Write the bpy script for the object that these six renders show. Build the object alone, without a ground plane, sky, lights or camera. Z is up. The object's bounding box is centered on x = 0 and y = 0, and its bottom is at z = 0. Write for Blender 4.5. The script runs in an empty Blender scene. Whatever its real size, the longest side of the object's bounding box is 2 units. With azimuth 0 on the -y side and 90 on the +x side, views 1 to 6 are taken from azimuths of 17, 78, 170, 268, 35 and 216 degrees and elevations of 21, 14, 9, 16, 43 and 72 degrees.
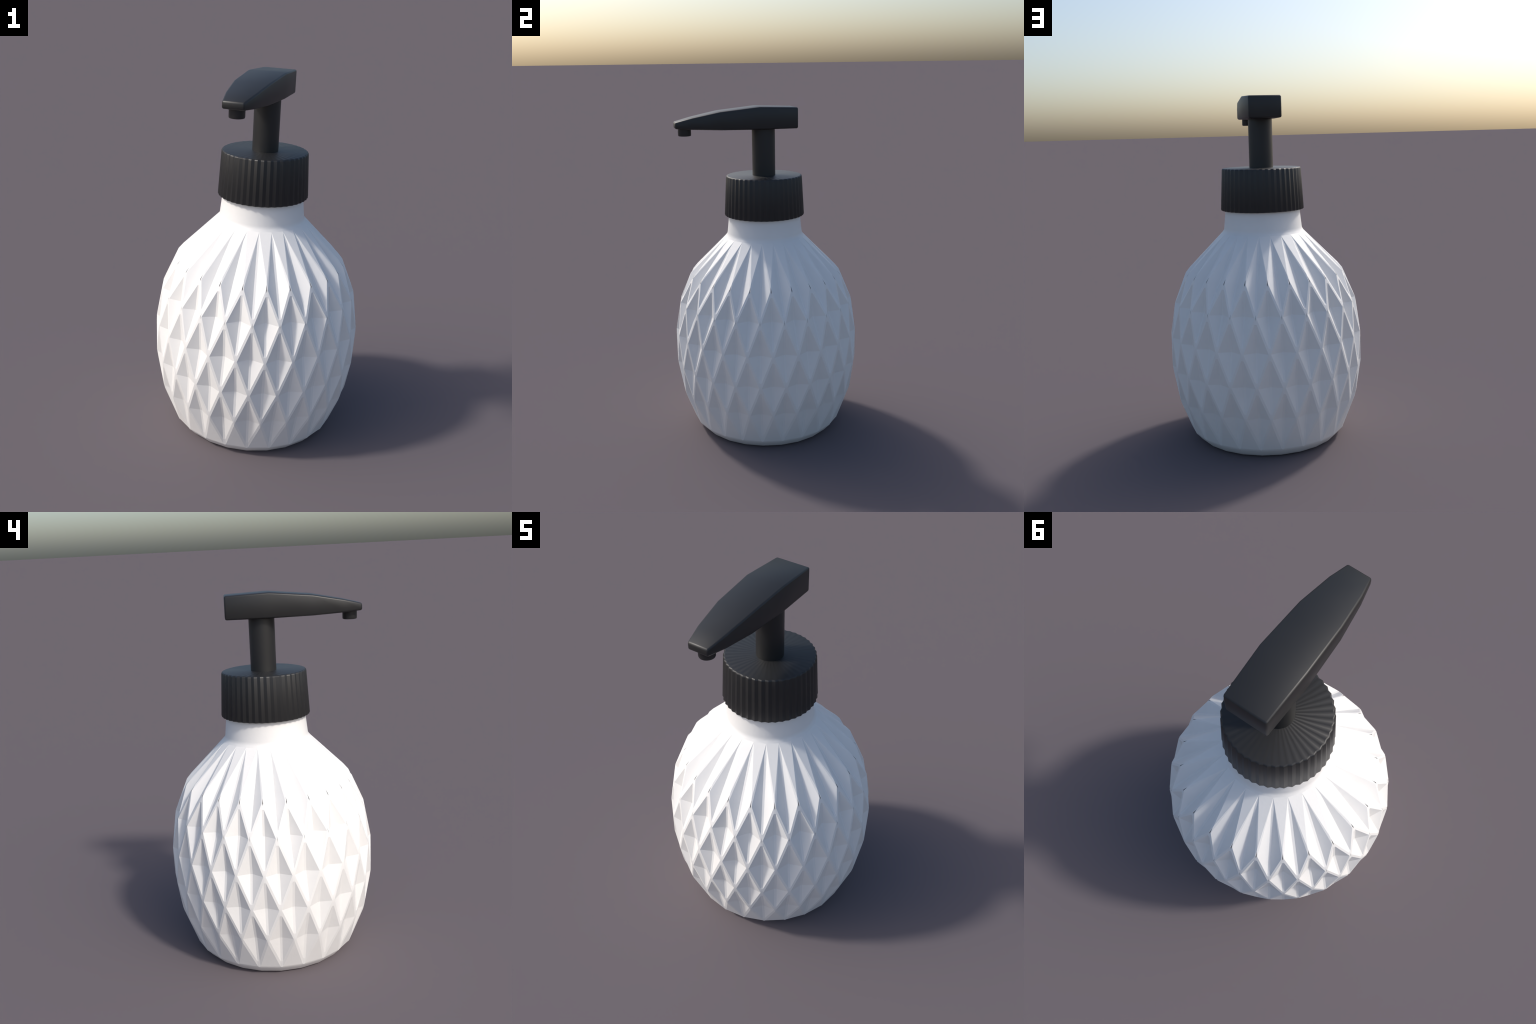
# A white faceted soap dispenser bottle with a black ribbed screw cap and a pump head.
import bpy, bmesh, math
from mathutils import Vector, Matrix

# ------------------------------------------------------------------ helpers
def polar(radius, degrees, z):
    a = math.radians(degrees)
    return Vector((radius * math.cos(a), radius * math.sin(a), z))


def node_material(name):
    m = bpy.data.materials.new(name)
    m.use_nodes = True
    return m, m.node_tree.nodes, m.node_tree.links, m.node_tree.nodes["Principled BSDF"]


def make_object(name, bm, material, parent, smooth_angle=None):
    bmesh.ops.recalc_face_normals(bm, faces=bm.faces)
    mesh = bpy.data.meshes.new(name)
    bm.to_mesh(mesh)
    bm.free()
    mesh.materials.append(material)
    obj = bpy.data.objects.new(name, mesh)
    bpy.context.scene.collection.objects.link(obj)
    obj.parent = parent
    if smooth_angle is None:
        mesh.shade_flat()
    else:
        mesh.shade_smooth()
        mesh.set_sharp_from_angle(angle=math.radians(smooth_angle))
    return obj


# ---------------------------------------------------------------- materials
def white_glaze():
    m, n, l, bsdf = node_material("white_matt_glaze")
    tc = n.new("ShaderNodeTexCoord")
    cloud = n.new("ShaderNodeTexNoise")
    cloud.inputs["Scale"].default_value = 9.0
    cloud.inputs["Detail"].default_value = 4.0
    l.new(tc.outputs["Object"], cloud.inputs["Vector"])
    ramp = n.new("ShaderNodeValToRGB")
    ramp.color_ramp.elements[0].position = 0.3
    ramp.color_ramp.elements[0].color = (0.797, 0.783, 0.760, 1)
    ramp.color_ramp.elements[1].position = 0.7
    ramp.color_ramp.elements[1].color = (0.823, 0.809, 0.786, 1)
    l.new(cloud.outputs["Fac"], ramp.inputs["Fac"])
    l.new(ramp.outputs["Color"], bsdf.inputs["Base Color"])
    bsdf.inputs["Roughness"].default_value = 0.5
    grain = n.new("ShaderNodeTexNoise")
    grain.inputs["Scale"].default_value = 60.0
    grain.inputs["Detail"].default_value = 3.0
    l.new(tc.outputs["Object"], grain.inputs["Vector"])
    bump = n.new("ShaderNodeBump")
    bump.inputs["Strength"].default_value = 0.05
    bump.inputs["Distance"].default_value = 0.01
    l.new(grain.outputs["Fac"], bump.inputs["Height"])
    l.new(bump.outputs["Normal"], bsdf.inputs["Normal"])
    return m


def black_plastic():
    m, n, l, bsdf = node_material("black_matt_plastic")
    tc = n.new("ShaderNodeTexCoord")
    cloud = n.new("ShaderNodeTexNoise")
    cloud.inputs["Scale"].default_value = 12.0
    cloud.inputs["Detail"].default_value = 4.0
    l.new(tc.outputs["Object"], cloud.inputs["Vector"])
    ramp = n.new("ShaderNodeValToRGB")
    ramp.color_ramp.elements[0].color = (0.0145, 0.0145, 0.0147, 1)
    ramp.color_ramp.elements[1].color = (0.0165, 0.0165, 0.0167, 1)
    l.new(cloud.outputs["Fac"], ramp.inputs["Fac"])
    l.new(ramp.outputs["Color"], bsdf.inputs["Base Color"])
    bsdf.inputs["Roughness"].default_value = 0.45
    return m


def painted_slit_shade():
    m, n, l, bsdf = node_material("painted_slit_shade")
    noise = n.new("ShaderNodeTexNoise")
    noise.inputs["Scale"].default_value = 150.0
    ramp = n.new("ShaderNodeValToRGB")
    ramp.color_ramp.elements[0].color = (0.03, 0.03, 0.03, 1)  # base colour blackened for the black shading where ridges cross
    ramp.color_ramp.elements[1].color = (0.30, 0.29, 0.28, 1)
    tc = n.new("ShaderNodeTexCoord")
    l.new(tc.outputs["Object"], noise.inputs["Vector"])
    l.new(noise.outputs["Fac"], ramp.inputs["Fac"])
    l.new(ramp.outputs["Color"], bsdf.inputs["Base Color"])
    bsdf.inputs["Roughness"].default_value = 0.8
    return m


# ------------------------------------------------------------------ bottle
COLUMNS = 24                      # lozenges round the bottle
STEP = 360.0 / COLUMNS
# rings of lattice nodes from the shoulder down: radius, height.
# Rings alternate by half a step, so the edges between them form lozenges.
RINGS = [(0.2425, 1.2175), (0.4685, 0.9895), (0.5382, 0.8230), (0.5688, 0.6325),
         (0.5685, 0.4440), (0.5398, 0.2585), (0.4668, 0.0620)]
# radius and height of the sunken middle of each lozenge row
HOLLOWS = [(0.4180, 0.9860), (0.4860, 0.8226), (0.5260, 0.6325), (0.5345, 0.4443), (0.5060, 0.2594)]
NECK = [(0.2345, 1.2265), (0.2295, 1.2350), (0.2275, 1.2450), (0.2190, 1.3250), (0.2165, 1.3650)]
FOOT = [(0.4480, 0.0390), (0.4300, 0.0175), (0.4180, 0.0060), (0.4050, 0.0000)]
CHAMFER = 0.0072                  # how far the chamfers cut into each facet
NECK_SEGMENTS = COLUMNS * 4
TOE_DROP, TOE_FALL = -0.0025, -0.0060


def ring_angle(ring, column):
    return (column + (0.5 if ring % 2 else 0.0)) * STEP


def offset_line(p, q, inside, dp, dq):
    """The line p-q moved inside its facet by dp at p and by dq at q."""
    along = (q - p).normalized()
    inward = (inside - p) - along * (inside - p).dot(along)
    inward.normalize()
    return p + inward * dp, q + inward * dq


def crossing(a, b):
    """Where two lines of one facet meet (closest point on the first)."""
    u, v, w = a[1] - a[0], b[1] - b[0], a[0] - b[0]
    uu, uv, vv, uw, vw = u.dot(u), u.dot(v), v.dot(v), u.dot(w), v.dot(w)
    s = (uv * vw - vv * uw) / (uu * vv - uv * uv)
    return a[0] + u * s


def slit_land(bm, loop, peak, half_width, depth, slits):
    """A land with a narrow slit modelled to show a dark shading mark."""
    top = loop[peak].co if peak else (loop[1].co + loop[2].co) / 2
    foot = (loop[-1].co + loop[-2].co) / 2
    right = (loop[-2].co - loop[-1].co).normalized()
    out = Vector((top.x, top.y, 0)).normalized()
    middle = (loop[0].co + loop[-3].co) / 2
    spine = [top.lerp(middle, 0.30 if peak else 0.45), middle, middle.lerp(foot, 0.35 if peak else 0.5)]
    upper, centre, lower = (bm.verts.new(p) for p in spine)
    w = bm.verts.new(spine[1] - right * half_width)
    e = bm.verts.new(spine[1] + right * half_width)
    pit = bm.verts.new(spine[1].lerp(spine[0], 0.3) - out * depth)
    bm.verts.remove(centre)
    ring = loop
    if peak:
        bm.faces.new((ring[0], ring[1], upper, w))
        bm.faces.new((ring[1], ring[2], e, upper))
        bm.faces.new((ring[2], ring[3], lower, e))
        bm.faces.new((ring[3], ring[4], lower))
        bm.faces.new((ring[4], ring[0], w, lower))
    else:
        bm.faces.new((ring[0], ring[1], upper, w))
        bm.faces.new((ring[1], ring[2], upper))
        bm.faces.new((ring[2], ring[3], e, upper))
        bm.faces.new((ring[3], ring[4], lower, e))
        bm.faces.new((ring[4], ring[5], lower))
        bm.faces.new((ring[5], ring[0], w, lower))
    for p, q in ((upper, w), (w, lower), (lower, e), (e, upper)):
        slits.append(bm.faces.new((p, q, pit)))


def build_bottle_body(material, painted_shade_material, parent):
    bm = bmesh.new()
    node = [[polar(r, ring_angle(i, c), z) for c in range(COLUMNS)] for i, (r, z) in enumerate(RINGS)]
    last = len(RINGS) - 1
    at = lambda grid, ring, c: grid[ring][c % COLUMNS]
    # corners of the sunken facets of every lozenge
    lozenge = []
    for row, (hr, hz) in enumerate(HOLLOWS):
        line = []
        for c in range(COLUMNS):
            shift = row % 2
            top, bottom = at(node, row, c), at(node, row + 2, c)
            left, right = at(node, row + 1, c - 1 + shift), at(node, row + 1, c + shift)
            mid = polar(hr, ring_angle(row, c), hz)
            corner = {}
            for side, tip in (("l", left), ("r", right)):
                edge_t = offset_line(top, tip, mid, CHAMFER, CHAMFER)
                edge_b = offset_line(bottom, tip, mid, CHAMFER, CHAMFER)
                sink_t = offset_line(top, mid, tip, CHAMFER * 0.95, CHAMFER * 0.95)
                sink_b = offset_line(bottom, mid, tip, CHAMFER * 0.95, CHAMFER * 0.95)
                crease = (mid, tip)
                corner["t" + side] = crossing(edge_t, sink_t)
                corner["b" + side] = crossing(edge_b, sink_b)
                corner[side] = (crossing(crease, edge_t) + crossing(crease, edge_b)) / 2
                corner["m" + side] = (crossing(crease, sink_t) + crossing(crease, sink_b)) / 2
            line.append({k: bm.verts.new(p) for k, p in corner.items()})
        lozenge.append(line)
    tips = [bm.verts.new(p) for p in node[0]]
    toes = [bm.verts.new(p + TOE_DROP * p.to_2d().to_3d().normalized() + Vector((0, 0, TOE_FALL))) for p in node[last]]
    # flat triangles at shoulder and foot; their chamfers fade out towards the rim
    collar, apron, apron_left, apron_right = [], [], [], []
    for c in range(COLUMNS):
        a, b, tip = at(node, 0, c), at(node, 0, c + 1), at(node, 1, c)
        collar.append(bm.verts.new(crossing(offset_line(a, tip, b, 0.0, CHAMFER * 0.75),
                                            offset_line(b, tip, a, 0.0, CHAMFER * 0.75))))
        a, b, tip = at(node, last, c), at(node, last, c + 1), at(node, last - 1, c)
        side_a, side_b = offset_line(a, tip, b, CHAMFER, CHAMFER), offset_line(b, tip, a, CHAMFER, CHAMFER)
        apron.append(bm.verts.new(crossing(side_a, side_b)))
        apron_left.append(bm.verts.new(crossing((a, b), side_a)))
        apron_right.append(bm.verts.new(crossing((b, a), side_b)))
    face = lambda *v: bm.faces.new(v)
    for c in range(COLUMNS):
        face(tips[c], collar[c], tips[(c + 1) % COLUMNS])
        face(apron_left[c], apron_right[c], apron[c])
    for row in range(len(HOLLOWS)):
        for c in range(COLUMNS):
            z = lozenge[row][c]
            face(z["tl"], z["l"], z["ml"])
            face(z["tr"], z["mr"], z["r"])
            face(z["bl"], z["ml"], z["l"])
            face(z["br"], z["r"], z["mr"])
            face(z["tl"], z["ml"], z["mr"], z["tr"])
            face(z["ml"], z["bl"], z["br"], z["mr"])
            # chamfered ridges down-left and down-right to the lozenges of the next row
            shift = row % 2
            if row + 1 < len(HOLLOWS):
                dl, dr = at(lozenge, row + 1, c - 1 + shift), at(lozenge, row + 1, c + shift)
                face(z["l"], dl["tr"], dl["r"], z["bl"])
                face(z["r"], z["br"], dr["l"], dr["tl"])
            else:
                dl, dr = apron[(c - 1 + shift) % COLUMNS], apron[(c + shift) % COLUMNS]
                west, east = apron_right[(c - 1 + shift) % COLUMNS], apron_left[(c + shift) % COLUMNS]
                face(z["l"], dl, west, z["bl"])
                face(z["r"], z["br"], east, dr)
                face(z["bl"], west, toes[c])
                face(z["bl"], toes[c], z["br"])
                face(z["br"], toes[c], east)
            if row == 0:
                face(z["l"], z["tl"], tips[c], collar[(c - 1) % COLUMNS])
                face(z["r"], collar[c], tips[c], z["tr"])
                face(z["tl"], z["tr"], tips[c])
    # the flat lands where ridges cross; the upper two rings carry slits painted shadow-dark
    slits, rounded = [], []
    for ring in range(1, last):
        for c in range(COLUMNS):
            shift = (ring - 1) % 2
            # ring node c is the right tip of one lozenge and the left tip of the next
            west = at(lozenge, ring - 1, c + (0 if shift == 0 else -1))
            east = at(lozenge, ring - 1, c + (1 if shift == 0 else 0))
            loop = [west["r"]]
            if ring >= 2:
                up = lozenge[ring - 2][c]
                loop += [up["bl"], up["br"]]
            else:
                loop += [collar[c]]
            loop += [east["l"]]
            if ring <= len(HOLLOWS) - 1:
                down = lozenge[ring][c]
                loop += [down["tr"], down["tl"]]
            else:
                loop += [apron[c]]
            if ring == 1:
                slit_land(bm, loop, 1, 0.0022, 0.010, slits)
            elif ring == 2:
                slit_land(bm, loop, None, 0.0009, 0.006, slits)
            else:
                hub = bm.verts.new(sum((v.co for v in loop), Vector()) / len(loop))
                for p, q in zip(loop, loop[1:] + loop[:1]):
                    rounded.append(face(p, q, hub))
    # rounded foot
    previous = None
    for r, z in FOOT:
        ring = [bm.verts.new(polar(r, ring_angle(last, c), z)) for c in range(COLUMNS)]
        for c in range(COLUMNS):
            d = (c + 1) % COLUMNS
            if previous:
                rounded.append(face(previous[c], ring[c], ring[d], previous[d]))
            else:
                rounded.append(face(apron_left[c], ring[c], ring[d], apron_right[c]))
                rounded.append(face(toes[c], ring[c], apron_left[c]))
                rounded.append(face(apron_right[c], ring[d], toes[d]))
        previous = ring
    rounded.append(face(*previous))
    for f in rounded:
        f.smooth = True
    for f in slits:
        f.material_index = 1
    bmesh.ops.remove_doubles(bm, verts=bm.verts, dist=1e-6)
    keep = [f.smooth for f in bm.faces]
    obj = make_object("bottle_body", bm, material, parent)
    obj.data.polygons.foreach_set("use_smooth", keep)
    obj.data.materials.append(painted_shade_material)
    return obj


def build_bottle_neck(material, parent):
    bm = bmesh.new()
    tips = [bm.verts.new(polar(RINGS[0][0], c * STEP, RINGS[0][1])) for c in range(COLUMNS)]
    turn = 360.0 / NECK_SEGMENTS
    rings = [[bm.verts.new(polar(r, k * turn, z)) for k in range(NECK_SEGMENTS)] for r, z in NECK]
    for c in range(COLUMNS):
        d = (c + 1) % COLUMNS
        n = [rings[0][(4 * c + k) % NECK_SEGMENTS] for k in range(5)]
        for trio in ((tips[c], n[1], n[0]), (tips[c], n[2], n[1]), (tips[c], tips[d], n[2]),
                     (tips[d], n[3], n[2]), (tips[d], n[4], n[3])):
            bm.faces.new(trio)
    for low, high in zip(rings, rings[1:]):
        for k in range(NECK_SEGMENTS):
            j = (k + 1) % NECK_SEGMENTS
            bm.faces.new((low[k], low[j], high[j], high[k]))
    bm.faces.new(rings[-1])
    return make_object("bottle_neck", bm, material, parent, 60)


# --------------------------------------------------------------- screw cap
TEETH = 44
# cap outline from the inner hem over the wall to the stem: radius of the rib
# crests, depth of the grooves, height
CAP_WALL = [(0.2422, 0.0055, 1.3545), (0.2295, 0.0052, 1.5825)]
CAP_HEM = [(0.2150, 0.0000, 1.3485), (0.2365, 0.0048, 1.3485), (0.2403, 0.0053, 1.3502)]
RAY_LEAN = (16.0, 2.0)           # degrees, on crests and in grooves
CAP_TOP = [(0.2275, 0.0050, 1.5880), (0.2215, 0.0046, 1.5908), (0.0660, 0.0000, 1.5908)]


def build_cap(material, parent):
    bm = bmesh.new()
    count = TEETH * 2             # a crest and a groove per rib
    rings = [[bm.verts.new(polar(r - depth * (k % 2), 360.0 * k / count, z)) for k in range(count)]
             for r, depth, z in CAP_HEM + CAP_WALL + CAP_TOP]
    for low, high in zip(rings, rings[1:]):
        for k in range(count):
            j = (k + 1) % count
            bm.faces.new((low[k], low[j], high[j], high[k]))
    bm.faces.new(rings[-1])
    bm.faces.new(rings[0])
    obj = make_object("screw_cap", bm, material, parent, 180)
    # crisp rib flanks from the hem to the rim, soft top
    for e in obj.data.edges:
        p, q = sorted(e.vertices)
        e.use_edge_sharp = q == p + count and count <= p < count * (len(rings) - 2)
    # light-and-dark rays drawn on the flat top by leaning its normals outwards
    mesh = obj.data
    normals = [Vector(c.vector) for c in mesh.corner_normals]
    for poly in mesh.polygons:
        if poly.normal.z < 0.98 or min(mesh.vertices[v].co.z for v in poly.vertices) < CAP_TOP[1][2] - 0.001:
            continue
        for li in poly.loop_indices:
            v = mesh.loops[li].vertex_index
            co = mesh.vertices[v].co
            lean = math.radians(RAY_LEAN[v % 2]) * (1.0 if v // count == len(rings) - 2 else 0.75)
            out = Vector((co.x, co.y, 0)).normalized()
            normals[li] = out * math.sin(lean) + Vector((0, 0, math.cos(lean)))
    mesh.normals_split_custom_set(normals)
    return obj


# -------------------------------------------------------------------- pump
def lathe(name, profile, segments, material, parent, centre=(0.0, 0.0), smooth_angle=40):
    bm = bmesh.new()
    shift = Vector((centre[0], centre[1], 0))
    rings = [[bm.verts.new(polar(r, 360.0 * k / segments, z) + shift) for k in range(segments)]
             for r, z in profile]
    for low, high in zip(rings, rings[1:]):
        for k in range(segments):
            j = (k + 1) % segments
            bm.faces.new((low[k], low[j], high[j], high[k]))
    bm.faces.new(rings[0])
    bm.faces.new(rings[-1])
    return make_object(name, bm, material, parent, smooth_angle)


# stations of the pump head from the back to the spout tip: y, half width, bottom, top
HEAD = [(0.1925, 0.0926, 1.8698, 1.9920), (-0.0385, 0.1006, 1.8693, 2.0000), (-0.2680, 0.0928, 1.8712, 1.9765),
        (-0.4300, 0.0740, 1.8768, 1.9440), (-0.5290, 0.0540, 1.8825, 1.9190)]


def build_pump_head(material, parent):
    bm = bmesh.new()
    loops = [[bm.verts.new((sx * w, y, z)) for sx, z in ((-1, lo), (1, lo), (1, hi), (-1, hi))]
             for y, w, lo, hi in HEAD]
    for a, b in zip(loops, loops[1:]):
        for k in range(4):
            j = (k + 1) % 4
            bm.faces.new((a[k], a[j], b[j], b[k]))
    bm.faces.new(loops[0])
    bm.faces.new(loops[-1])
    cross = set()
    for lp in loops[1:-1]:
        for k in range(4):
            cross.add(frozenset((lp[k], lp[(k + 1) % 4])))
    edges = [e for e in bm.edges if frozenset(e.verts) not in cross]
    bmesh.ops.bevel(bm, geom=edges, offset=0.0085, offset_type='OFFSET', segments=2, profile=0.5,
                    affect='EDGES', clamp_overlap=True, loop_slide=True)
    return make_object("pump_head", bm, material, parent, 80)


# ---------------------------------------------------------------- assembly
thing = bpy.data.objects.new("soap_dispenser", None)
bpy.context.scene.collection.objects.link(thing)
thing["label"] = "white faceted bottle with black ribbed cap and pump"
thing["category"] = "soap dispenser"
WHITE, BLACK = white_glaze(), black_plastic()
build_bottle_body(WHITE, painted_slit_shade(), thing)
build_bottle_neck(WHITE, thing)
build_cap(BLACK, thing)
lathe("pump_stem", [(0.0690, 1.5800), (0.0690, 1.8800)], 64, BLACK, thing)
head = build_pump_head(BLACK, thing)
lathe("spout_nozzle", [(0.0200, 1.8520), (0.0200, 1.8365), (0.0320, 1.8365), (0.0365, 1.8380), (0.0385, 1.8430), (0.0385, 1.8850)],
      40, BLACK, head, centre=(0.0, -0.4700))
